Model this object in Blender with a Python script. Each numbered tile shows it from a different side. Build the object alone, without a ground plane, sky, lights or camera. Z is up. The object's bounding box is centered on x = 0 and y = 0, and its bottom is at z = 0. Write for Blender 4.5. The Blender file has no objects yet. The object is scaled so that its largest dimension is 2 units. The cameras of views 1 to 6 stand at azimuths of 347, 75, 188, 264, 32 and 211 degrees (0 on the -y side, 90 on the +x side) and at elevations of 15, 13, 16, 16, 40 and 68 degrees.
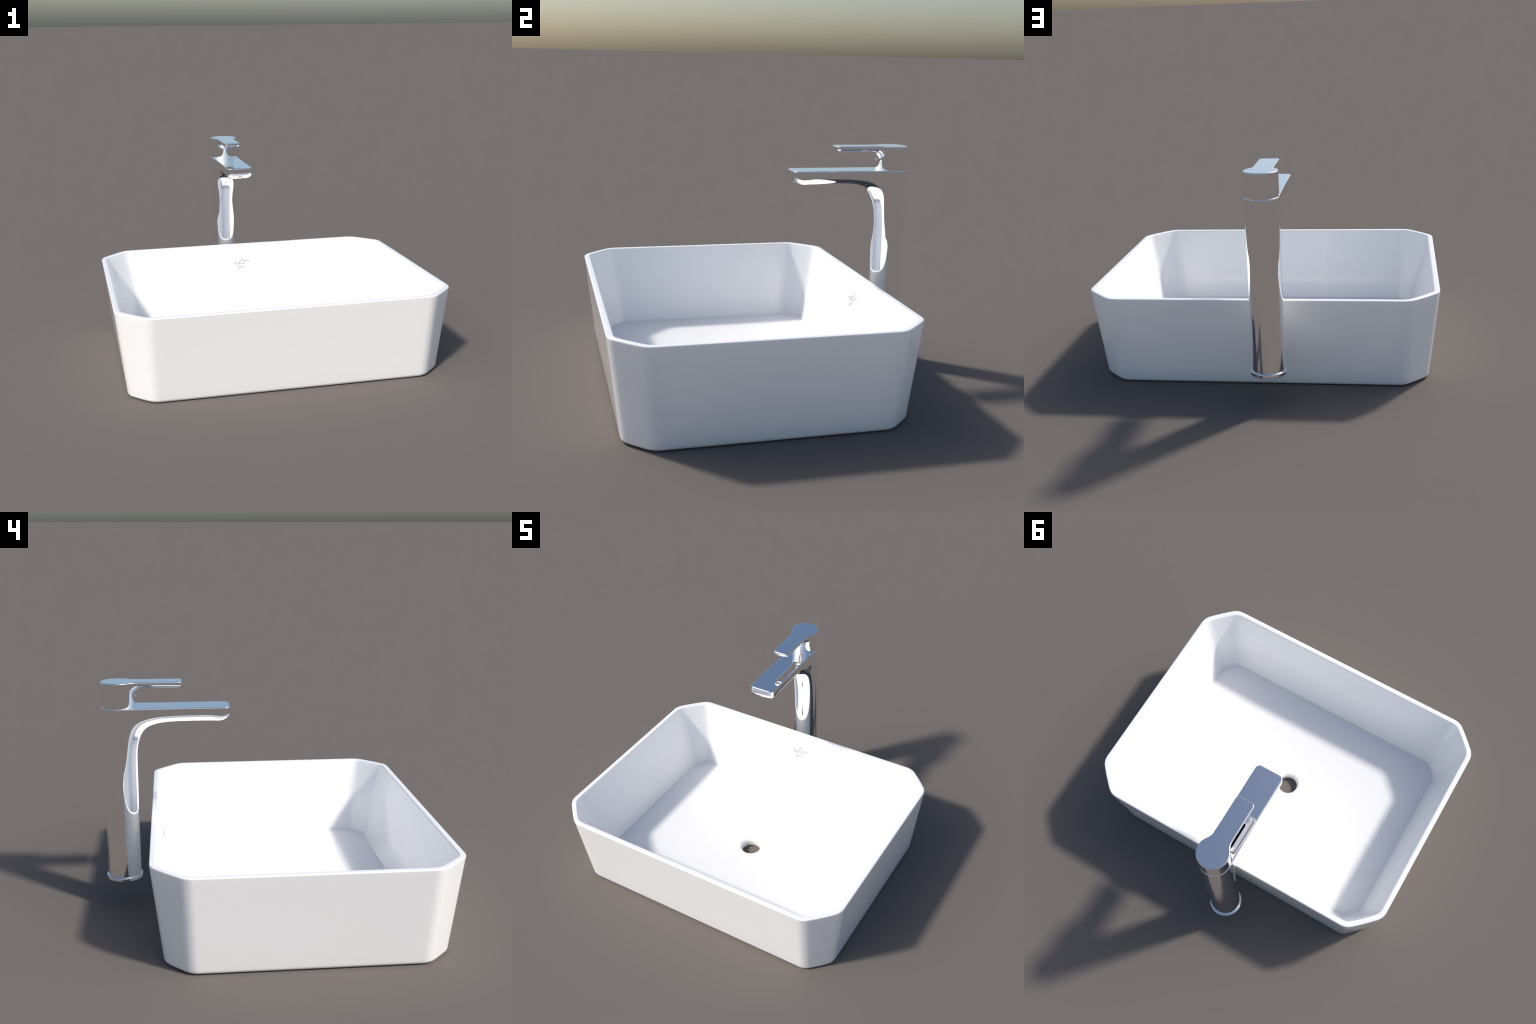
"""Chamfered rectangular vessel washbasin with a tall single-lever mirror-chrome faucet."""
import math
import bpy
from mathutils import Vector

# ------------------------------------------------------------------ materials

def new_material(name):
    mat = bpy.data.materials.new(name)
    mat.use_nodes = True
    nodes, links = mat.node_tree.nodes, mat.node_tree.links
    return mat, nodes, links, nodes["Principled BSDF"]


def glazed_ceramic():
    mat, nodes, links, bsdf = new_material("glazed_white_ceramic")
    coord = nodes.new("ShaderNodeTexCoord")
    noise = nodes.new("ShaderNodeTexNoise")
    noise.inputs["Scale"].default_value = 3.0
    noise.inputs["Detail"].default_value = 2.0
    ramp = nodes.new("ShaderNodeValToRGB")
    ramp.color_ramp.elements[0].color = (CERAMIC[0] * 0.99, CERAMIC[1] * 0.99, CERAMIC[2] * 0.99, 1)
    ramp.color_ramp.elements[1].color = (*CERAMIC, 1)
    links.new(coord.outputs["Object"], noise.inputs["Vector"])
    links.new(noise.outputs["Fac"], ramp.inputs["Fac"])
    links.new(ramp.outputs["Color"], bsdf.inputs["Base Color"])
    bsdf.inputs["Roughness"].default_value = 0.06
    bsdf.inputs["IOR"].default_value = 1.5
    # scattering lifts the shaded outer walls, a warm brightening tuned into the material
    bsdf.inputs["Subsurface Weight"].default_value = 0.11
    bsdf.inputs["Subsurface Scale"].default_value = 0.25
    bsdf.inputs["Subsurface Radius"].default_value = (1.0, 0.95, 0.9)
    return mat


def mirror_chrome():
    mat, nodes, links, bsdf = new_material("polished_chrome")
    coord = nodes.new("ShaderNodeTexCoord")
    noise = nodes.new("ShaderNodeTexNoise")
    noise.inputs["Scale"].default_value = 6.0
    rough = nodes.new("ShaderNodeMapRange")
    rough.inputs["To Min"].default_value = 0.0
    rough.inputs["To Max"].default_value = 0.02
    links.new(coord.outputs["Object"], noise.inputs["Vector"])
    links.new(noise.outputs["Fac"], rough.inputs["Value"])
    links.new(rough.outputs["Result"], bsdf.inputs["Roughness"])
    bsdf.inputs["Base Color"].default_value = (0.98, 0.98, 0.98, 1)
    bsdf.inputs["Metallic"].default_value = 1.0
    return mat


def plain(name, colour, rough, metallic=0.0):
    mat, nodes, links, bsdf = new_material(name)
    bsdf.inputs["Base Color"].default_value = (*colour, 1)
    bsdf.inputs["Roughness"].default_value = rough
    bsdf.inputs["Metallic"].default_value = metallic
    return mat


CERAMIC = (1.0, 0.99, 0.972)
ceramic = glazed_ceramic()
chrome = mirror_chrome()
slot_shadow_dark = plain("drawn_slot_shadow", (0.03, 0.03, 0.03), 0.6)

# ------------------------------------------------------------------ helpers

def make_mesh(name, verts, faces, material, parent, smooth=True):
    mesh = bpy.data.meshes.new(name)
    mesh.from_pydata([tuple(v) for v in verts], [], faces)
    mesh.validate()
    mesh.update()
    mesh.materials.append(material)
    obj = bpy.data.objects.new(name, mesh)
    bpy.context.scene.collection.objects.link(obj)
    if parent:
        obj.parent = parent
        obj.matrix_parent_inverse = parent.matrix_world.inverted()
    if smooth:
        mesh.polygons.foreach_set("use_smooth", [True] * len(mesh.polygons))
    return obj


def make_empty(name, location, label, category):
    obj = bpy.data.objects.new(name, None)
    obj.location = location
    bpy.context.scene.collection.objects.link(obj)
    bpy.context.view_layer.update()
    obj["label"], obj["category"] = label, category
    return obj


def clean(obj, distance=1e-5):
    """Weld seams and make the normals point outwards."""
    import bmesh
    bm = bmesh.new()
    bm.from_mesh(obj.data)
    bmesh.ops.remove_doubles(bm, verts=bm.verts, dist=distance)
    bmesh.ops.dissolve_degenerate(bm, edges=bm.edges, dist=1e-6)
    bmesh.ops.recalc_face_normals(bm, faces=bm.faces)
    bm.to_mesh(obj.data)
    bm.free()
    obj.data.set_sharp_from_angle(angle=math.radians(38))


def bridge(faces, start_a, start_b, n, closed=True):
    for i in range(n if closed else n - 1):
        j = (i + 1) % n
        faces.append((start_a + i, start_a + j, start_b + j, start_b + i))


# ------------------------------------------------------------------ washbasin

BASIN_Y = -0.1275              # centre of the basin along y
ARC = 10                       # segments in each rounded corner
SIDE = 20                      # segments in each straight side
BOW = 0.035                    # outward bow of a chamfer, as a share of its leg


def octagon(half_x, half_y, leg, radius):
    """Rectangle with slightly bowed 45-degree chamfers and rounded corners.
    The number of points is always the same, so rings can be lofted."""
    bow = BOW * leg
    corners = []                                   # (point, radius or None for the bowed middle of a chamfer)
    for sx, sy in ((1, 1), (-1, 1), (-1, -1), (1, -1)):
        ends = [Vector((sx * half_x, sy * (half_y - leg))), Vector((sx * (half_x - leg), sy * half_y))]
        if sx * sy < 0:
            ends.reverse()
        middle = (ends[0] + ends[1]) / 2 + Vector((sx, sy)).normalized() * bow
        corners += [(ends[0], radius), (middle, None), (ends[1], radius)]
    n = len(corners)
    turn = math.radians(45) - math.atan2(bow, leg / math.sqrt(2))
    points, previous_end = [], None
    for i, (c, r) in enumerate(corners):
        p, q = corners[i - 1][0], corners[(i + 1) % n][0]
        before, after = (p - c), (q - c)
        cut = radius * math.tan(turn / 2)
        if r is None:
            cut = before.length - cut * 1.02
        a, b = c + before.normalized() * cut, c + after.normalized() * cut
        weight = math.sin(before.angle(after) / 2)
        for k in range(ARC + 1):
            t = k / ARC
            b0, b1, b2 = (1 - t) ** 2, 2 * t * (1 - t) * weight, t * t
            points.append((a * b0 + c * b1 + b * b2) / (b0 + b1 + b2))
        if i % 3 == 2:                              # the straight side up to the next chamfer
            stop = q - after.normalized() * cut
            points.append(b.lerp(stop, 0.006))
            for k in range(1, SIDE):
                points.append(b.lerp(stop, k / SIDE))
            points.append(b.lerp(stop, 0.994))
    return points


def blend(a, b, t):
    return tuple(p + (q - p) * t for p, q in zip(a, b))


def fillet(p, corner, q, steps):
    """Section points (any dimension) rounding `corner` from p to q."""
    out = []
    for k in range(steps + 1):
        t = k / steps
        w = math.sqrt(0.5)
        b0, b1, b2 = (1 - t) ** 2, 2 * t * (1 - t) * w, t * t
        s = b0 + b1 + b2
        out.append(tuple((x * b0 + c * b1 + y * b2) / s for x, c, y in zip(p, corner, q)))
    return out


def rounded(points, radii, steps=7):
    """Polyline of section tuples (half_x, half_y, leg, radius, z) with rounded inner corners."""
    out = [points[0]]
    for i in range(1, len(points) - 1):
        a, c, b = points[i - 1], points[i], points[i + 1]
        r = radii[i - 1]

        def length(u, v):
            return math.hypot(u[0] - v[0], u[4] - v[4])
        ta, tb = r / length(a, c), r / length(c, b)
        p, q = blend(c, a, ta), blend(c, b, tb)
        out.append(blend(c, a, min(ta * 1.25, 0.95)))
        out += fillet(p, c, q, steps)
        out.append(blend(c, b, min(tb * 1.25, 0.95)))
    out.append(points[-1])
    return out


# section of the wall: half_x, half_y, chamfer leg, corner radius, z
FLOOR_Z, RIM_Z = 0.0655, 0.5215
profile = rounded(
    [
        (0.60, 0.40, 0.085, 0.05, 0.0),        # underside
        (0.9415, 0.7100, 0.129, 0.090, 0.0),   # foot edge
        (1.0010, 0.7695, 0.167, 0.100, RIM_Z),  # rim, outside
        (0.9665, 0.7350, 0.144, 0.085, RIM_Z),  # rim, inside
        (0.9085, 0.6770, 0.124, 0.080, 0.27),   # the inner wall is slightly bellied
        (0.8735, 0.6420, 0.105, 0.075, 0.14),
        (0.8465, 0.6145, 0.086, 0.075, FLOOR_Z),  # floor edge
        (0.60, 0.40, 0.085, 0.05, 0.0615),     # floor
    ],
    [0.021, 0.008, 0.008, 0.05, 0.04, 0.006],
)

verts, faces = [], []
ring_size = None
starts = []
for hx, hy, leg, rad, z in profile:
    ring = octagon(hx, hy, leg, rad)
    ring_size = len(ring)
    starts.append(len(verts))
    verts += [(p.x, p.y + BASIN_Y, z) for p in ring]
for a, b in zip(starts, starts[1:]):
    bridge(faces, a, b, ring_size)

# inner floor runs down to the drain; the ring turns from octagon to circle
DRAIN_R = 0.061
last_oct = octagon(*profile[-1][:4])
first_oct = octagon(*profile[0][:4])


def circle_ring(radius, like):
    out = []
    for p in like:
        t = math.atan2(p.y, p.x)
        out.append(Vector((radius * math.cos(t), radius * math.sin(t))))
    return out


def add_ring(points, z):
    starts.append(len(verts))
    verts.extend((p.x, p.y + BASIN_Y, z) for p in points)
    bridge(faces, starts[-2], starts[-1], ring_size)


for k in range(1, 9):
    t = k / 8
    target = circle_ring(0.095, last_oct)
    add_ring([p.lerp(q, t) for p, q in zip(last_oct, target)], 0.0615 + (0.0555 - 0.0615) * t)
for radius, z in [(0.080, 0.0545), (0.0765, 0.0542), (0.0755, 0.0536), (0.0748, 0.0525), (0.0735, 0.0512), (0.071, 0.0505),
                  (0.068, 0.0485), (0.065, 0.0445), (0.063, 0.039), (DRAIN_R, 0.030), (DRAIN_R, 0.026), (DRAIN_R, 0.006), (DRAIN_R + 0.001, 0.002), (DRAIN_R + 0.003, 0.0)]:
    add_ring(circle_ring(radius, last_oct), z)
bridge(faces, starts[-1], starts[0], ring_size)

washbasin = make_empty("washbasin", (0, BASIN_Y, 0),
                       "glossy white rectangular vessel sink with chamfered corners", "sink")
bowl = make_mesh("basin_bowl", verts, faces, ceramic, washbasin)
clean(bowl, 1e-6)

# ---- star mark and word on back inside wall, slot shadow drawn as dark ribbons
WALL_TOP = Vector((0, BASIN_Y + 0.7350, RIM_Z))
WALL_FOOT = Vector((0, BASIN_Y + 0.6770, 0.27))
wall_up = (WALL_TOP - WALL_FOOT).normalized()
wall_out = Vector((1, 0, 0)).cross(wall_up).normalized()   # towards the user
if wall_out.y > 0:
    wall_out = -wall_out
MARK = WALL_TOP + wall_up * -0.137


def on_wall(x, h):
    return MARK + Vector((x, 0, 0)) + wall_up * h


def line_mark(name, strokes, width, parent, proud=0.0004):
    """Thin ribbons lying on the wall, one per stroke."""
    verts, faces = [], []
    for stroke in strokes:
        points = [Vector(p) for p in stroke]
        first = len(verts)
        for i, p in enumerate(points):
            d = (points[min(i + 1, len(points) - 1)] - points[max(i - 1, 0)]).normalized()
            side = Vector((-d.y, d.x)) * (width / 2)
            for q, h in ((p + side, -0.002), (p + side, proud), (p - side, proud), (p - side, -0.002)):
                verts.append(on_wall(q.x, q.y) + wall_out * h)
        for i in range(len(points) - 1):
            bridge(faces, first + 4 * i, first + 4 * (i + 1), 4)
        faces.append(tuple(range(first, first + 4)))
        faces.append(tuple(range(len(verts) - 4, len(verts))))
    obj = make_mesh(name, verts, faces, slot_shadow_dark, parent, smooth=False)
    clean(obj, 1e-7)
    return obj


star_strokes = [
    [(-0.059, 0.002), (-0.054, 0.007), (-0.050, 0.009)],
    [(-0.027, 0.0145), (-0.011, 0.0145), (-0.0055, 0.028), (-0.0005, 0.043), (0.005, 0.029), (0.0115, 0.0165),
     (0.031, 0.0145), (0.051, 0.0135), (0.045, 0.010)],
    [(-0.035, -0.013), (-0.029, -0.017), (-0.0245, -0.022), (-0.0275, -0.033), (-0.0325, -0.045),
     (-0.020, -0.036), (-0.010, -0.0285), (-0.0005, -0.0225), (0.0095, -0.0235), (0.0145, -0.028)],
]
line_mark("star_mark", star_strokes, 0.0030, washbasin)

text_curve = bpy.data.curves.new("lettering", "FONT")
text_curve.body = "Stella"
text_curve.size = 0.0225
text_curve.extrude = 0.0004
text_curve.offset = 0.0002
text_curve.space_character = 1.35
text_curve.align_x, text_curve.align_y = "CENTER", "CENTER"
temp = bpy.data.objects.new("lettering_source", text_curve)
bpy.context.scene.collection.objects.link(temp)
bpy.context.view_layer.update()
mesh = bpy.data.meshes.new_from_object(temp.evaluated_get(bpy.context.evaluated_depsgraph_get()))
bpy.data.objects.remove(temp)
mesh.name = "lettering"
mesh.materials.clear()
mesh.materials.append(slot_shadow_dark)
for v in mesh.vertices:
    v.co = on_wall(v.co.x - 0.016, v.co.y + 0.0005) + wall_out * (v.co.z * 0.5 + 0.0002)
lettering = bpy.data.objects.new("lettering", mesh)
bpy.context.scene.collection.objects.link(lettering)
lettering.parent = washbasin
lettering.matrix_parent_inverse = washbasin.matrix_world.inverted()

# ------------------------------------------------------------------ faucet

TAP_X, TAP_Y = -0.0805, 0.7970
R = 0.0907                     # radius of the column
faucet = make_empty("basin_faucet", (TAP_X, TAP_Y, 0.17),
                    "tall mirror-chrome single-lever faucet with flat spout", "faucet")


def lathe(name, section, material, parent, steps=128, smooth=True):
    """Solid of revolution about the faucet's axis; section = [(radius, z)], poles at radius 0."""
    verts, faces, starts = [], [], []
    for r, z in section:
        starts.append(len(verts))
        for k in range(steps):
            t = 2 * math.pi * k / steps
            verts.append((TAP_X + r * math.cos(t), TAP_Y + r * math.sin(t), z))
    for a, b in zip(starts, starts[1:]):
        bridge(faces, a, b, steps)
    faces.append(tuple(range(starts[0], starts[0] + steps)))
    faces.append(tuple(range(starts[-1], starts[-1] + steps)))
    obj = make_mesh(name, verts, faces, material, parent, smooth)
    clean(obj, 1e-7)
    return obj


def signed_power(v, p):
    return math.copysign(abs(v) ** p, v)


def column_with_arm(radius, z_foot, half_width, tip_y, tip_corner, spring_z, depth, nose, bend_down, bend_out,
                    top_z, bend_weight=1.0, bend_flat=0.0, fan=90.0, neck=None, squareness=2.3, nose_square=2.3, across=64, edge=0.004):
    """A round column whose front sweeps out into a horizontal arm.

    Grid: `across` lines run up the front of the column (within `fan` degrees of straight ahead), round the bend and
    along the belly of the arm. A vertical skirt rises from the edge of the grid and from the back of the column to
    a flat top with a rounded edge. With `neck` the arm is narrower than the column and a concave arc of that radius
    joins the two in plan."""
    rows = []
    if neck:
        neck_x = half_width + neck
        neck_y = -math.sqrt((radius + neck) ** 2 - neck_x ** 2)
        fan = 90 + math.degrees(math.atan2(neck_y, neck_x))
    fan = math.radians(fan)

    def edge_x(y):
        """Half width of the plan at y, in front of where the fan leaves the column."""
        if neck:
            if y <= neck_y:
                return half_width
            return neck_x - math.sqrt(max(neck ** 2 - (y - neck_y) ** 2, 0))
        return radius + (half_width - radius) * min(max(-y / 0.3, 0), 1)

    def belly(phi, y):
        """Point of the arm's underside in the cross-section at y."""
        width, drop = half_width, depth
        into = y - tip_y
        if into < tip_corner:
            width = half_width - tip_corner + math.sqrt(max(tip_corner ** 2 - (tip_corner - into) ** 2, 0))
        if into < nose:
            drop = depth * math.sqrt(max(1 - ((nose - into) / nose) ** 2, 0))
        s, c = math.sin(phi), math.cos(phi)
        power = 2 / (squareness + (nose_square - squareness) * min(max(1.6 - into / nose, 0), 1))
        return Vector((signed_power(s, power) * width, y, spring_z - drop * max(c, 0) ** power))

    phis = [math.pi * (k / across - 0.5) for k in range(across + 1)]
    turns = [phi * fan / (math.pi / 2) for phi in phis]
    bend_steps, arm_steps, nose_steps = 40, 10, 24
    # straight column
    column_rows = 5           # these rows stand on the column's own surface
    for z_t in (0.0, 0.35, 0.7, 0.97):
        row = []
        for phi, turn in zip(phis, turns):
            low = belly(phi, tip_y + 1.0).z - bend_down
            row.append(Vector((radius * math.sin(turn), -radius * math.cos(turn), z_foot + (low - z_foot) * z_t)))
        rows.append(row)

    def bend(phi, turn, t):
        """y, z and blending share on one line of the bend (a rational quadratic curve)."""
        far = belly(phi, 0.0).z
        y0 = -radius * math.cos(turn)
        curve = ((y0, far - bend_down), (y0 + (-radius - y0) * bend_flat, far + 0.002 * math.cos(phi)), (-radius - bend_out, far))
        w = ((1 - t) ** 2, 2 * t * (1 - t) * bend_weight, t * t)
        return [sum(p[k] * q for p, q in zip(curve, w)) / sum(w) for k in (0, 1)] + [1 - w[0] / sum(w)]

    for k in range(bend_steps + 1):
        t = k / bend_steps
        row = []
        wide = edge_x(bend(math.pi / 2, fan, t)[0])
        for phi, turn in zip(phis, turns):
            y, z, share = bend(phi, turn, t)
            side = math.sin(turn) / math.sin(fan)
            side += (signed_power(math.sin(phi), 2 / squareness) - side) * share
            row.append(Vector((side * wide, y, z)))
        rows.append(row)
    # the arm
    y0, y1 = -radius - bend_out, tip_y + nose
    for k in range(1, arm_steps):
        y = y0 + (y1 - y0) * k / arm_steps
        rows.append([belly(phi, y) for phi in phis])
    # the nose
    for k in range(nose_steps + 1):
        a = math.pi / 2 * k / nose_steps
        y = tip_y + nose * (1 - math.sin(a)) if k < nose_steps else tip_y
        rows.append([belly(phi, y) for phi in phis])

    verts, faces = [], []
    index = []
    for row in rows:
        index.append(list(range(len(verts), len(verts) + len(row))))
        verts += row
    for r in range(len(rows) - 1):
        for k in range(across):
            faces.append((index[r][k], index[r][k + 1], index[r + 1][k + 1], index[r + 1][k]))
    # rest of the column behind the fan
    back_steps = 80
    back = []
    for r in range(column_rows):
        line = [index[r][-1]]
        for k in range(1, back_steps):
            t = fan + (2 * math.pi - 2 * fan) * k / back_steps
            line.append(len(verts))
            verts.append(Vector((radius * math.sin(t), -radius * math.cos(t), rows[r][-1].z)))
        line.append(index[r][0])
        back.append(line)
    for r in range(column_rows - 1):
        for k in range(back_steps):
            faces.append((back[r][k], back[r][k + 1], back[r + 1][k + 1], back[r + 1][k]))
    # boundary loop seen from above: right edge of the grid, tip, left edge, back
    loop = [index[r][-1] for r in range(column_rows - 1, len(rows))]
    loop += index[-1][-2:0:-1]
    loop += [index[r][0] for r in range(len(rows) - 1, column_rows - 2, -1)]
    loop += back[column_rows - 1][-2:0:-1]
    outline = [Vector((verts[i].x, verts[i].y)) for i in loop]
    n = len(loop)
    normals = []
    for i in range(n):
        j, k = (i - 1) % n, (i + 1) % n
        while (outline[i] - outline[j]).length < 1e-5:
            j = (j - 1) % n
        while (outline[k] - outline[i]).length < 1e-5:
            k = (k + 1) % n
        d = (outline[i] - outline[j]).normalized() + (outline[k] - outline[i]).normalized()
        normals.append(Vector((d.y, -d.x)).normalized())
    area = sum(outline[i].x * outline[(i + 1) % n].y - outline[(i + 1) % n].x * outline[i].y for i in range(n))
    inward = -1 if area > 0 else 1

    def level(offset, z):
        ids = []
        for p, m in zip(outline, normals):
            q = p + m * (inward * offset)
            ids.append(len(verts))
            verts.append(Vector((q.x, q.y, z)))
        return ids

    levels = [loop]
    for f in (0.02, 0.5, 0.98):
        ids = []
        for i, p in zip(loop, outline):
            ids.append(len(verts))
            low = verts[i].z
            verts.append(Vector((p.x, p.y, low + (top_z - edge - low) * f)))
        levels.append(ids)
    for k in range(5):
        a = math.pi / 2 * k / 4
        levels.append(level(edge * (1 - math.cos(a)), top_z - edge + edge * math.sin(a)))
    levels.append(level(edge * 1.3, top_z))
    for low, high in zip(levels, levels[1:]):
        for i in range(n):
            j = (i + 1) % n
            faces.append((low[i], low[j], high[j], high[i]))
    faces.append(tuple(levels[-1]))
    faces.append(tuple(index[0]) + tuple(back[0][1:-1]))
    return [v + Vector((TAP_X, TAP_Y, 0)) for v in verts], faces


PLATE_Z = 1.1355
v, f = column_with_arm(radius=R, z_foot=0.185, half_width=0.0845, tip_y=0.206 - TAP_Y, tip_corner=0.028,
                       spring_z=1.108, depth=0.0555, nose=0.066, bend_down=0.31, bend_out=0.28, top_z=PLATE_Z,
                       bend_weight=2.2, bend_flat=0.12, squareness=2.4, nose_square=3.2, edge=0.005)
body = make_mesh("faucet_body", v, f, chrome, faucet)
clean(body, 2e-6)

lathe("base_flange", [
    (0.090, 0.1705), (0.0970, 0.1705), (0.0985, 0.1715), (0.0992, 0.1733), (0.0992, 0.1745), (0.0992, 0.1855), (0.0992, 0.1865),
    (0.0988, 0.1884), (0.0974, 0.1898), (0.0960, 0.1905), (0.0918, 0.1935), (0.0890, 0.1940),
], chrome, faucet)

# collar and lever
lathe("collar_ring", [
    (0.060, 1.130), (0.0880, 1.130), (0.0880, 1.132), (0.0880, 1.1540), (0.060, 1.1540),
], chrome, faucet)

LEVER_TOP = 1.2695


lever = make_empty("lever_handle", (TAP_X, TAP_Y, 1.15), "", "")
del lever["label"], lever["category"]
lever.parent = faucet
lever.matrix_parent_inverse = faucet.matrix_world.inverted()
bpy.context.view_layer.update()

v, f = column_with_arm(radius=0.0905, z_foot=1.1515, half_width=0.0555, tip_y=0.458 - TAP_Y, tip_corner=0.021,
                       spring_z=1.2580, depth=0.0240, nose=0.024, bend_down=0.038, bend_out=0.055, top_z=LEVER_TOP,
                       neck=0.075, bend_weight=1.3, squareness=2.2, nose_square=2.6, edge=0.005)
blade = make_mesh("lever_blade", v, f, chrome, lever)
clean(blade, 2e-6)


def knob(name, location, axis, radius, bulge, material, parent, steps=32):
    """Small round button bulging along `axis`."""
    axis = Vector(axis).normalized()
    side = axis.orthogonal().normalized()
    other = axis.cross(side)
    verts, faces, starts = [], [], []
    rings = [(radius, -0.010), (radius, 0.0)] + [
        (radius * math.cos(math.pi / 2 * k / 6), bulge * math.sin(math.pi / 2 * k / 6)) for k in range(1, 6)]
    for r, h in rings:
        starts.append(len(verts))
        for k in range(steps):
            t = 2 * math.pi * k / steps
            verts.append(Vector(location) + side * (r * math.cos(t)) + other * (r * math.sin(t)) + axis * h)
    for a, b in zip(starts, starts[1:]):
        bridge(faces, a, b, steps)
    faces.append(tuple(range(starts[-1], starts[-1] + steps)))
    faces.append(tuple(range(starts[0], starts[0] + steps)))
    obj = make_mesh(name, verts, faces, material, parent)
    clean(obj, 1e-7)
    return obj


knob("temperature_button", (TAP_X, TAP_Y - 0.0904, 1.192), (0, -1, 0.0), 0.0075, 0.0025, chrome, lever)

# domed aerator in a round recess under the tip of the spout, tipped a little forward
AERATOR = Vector((TAP_X, 0.256, 1.0670))
AERATOR_TILT = math.radians(9)


def tipped_lathe(name, section, material, parent, steps=72):
    """Solid of revolution about the aerator's axis; section = [(radius, height)]."""
    verts, faces, starts = [], [], []
    for r, h in section:
        starts.append(len(verts))
        for k in range(steps):
            t = 2 * math.pi * k / steps
            p = Vector((r * math.cos(t), r * math.sin(t), h))
            y = p.y * math.cos(AERATOR_TILT) + p.z * math.sin(AERATOR_TILT)
            z = -p.y * math.sin(AERATOR_TILT) + p.z * math.cos(AERATOR_TILT)
            verts.append(AERATOR + Vector((p.x, y, z)))
    for a, b in zip(starts, starts[1:]):
        bridge(faces, a, b, steps)
    faces.append(tuple(range(starts[0], starts[0] + steps)))
    faces.append(tuple(range(starts[-1], starts[-1] + steps)))
    obj = make_mesh(name, verts, faces, material, parent)
    clean(obj, 1e-7)
    return obj


cutter = tipped_lathe("recess_cutter", [(0.0445, 0.026), (0.0445, -0.040)], chrome, None)
cut = body.modifiers.new("recess", "BOOLEAN")
cut.operation, cut.solver, cut.object = "DIFFERENCE", "EXACT", cutter
bpy.context.view_layer.update()
carved = bpy.data.meshes.new_from_object(body.evaluated_get(bpy.context.evaluated_depsgraph_get()))
body.modifiers.clear()
carved.name = "faucet_body"
body.data = carved
carved.set_sharp_from_angle(angle=math.radians(38))
bpy.data.objects.remove(cutter)

dome = [(0.0415, 0.024), (0.0415, 0.006)]
for k in range(1, 12):
    a = math.pi / 2 * k / 12
    dome.append((0.0415 * math.cos(a), 0.006 - 0.0165 * math.sin(a)))
tipped_lathe("aerator", dome, chrome, faucet)
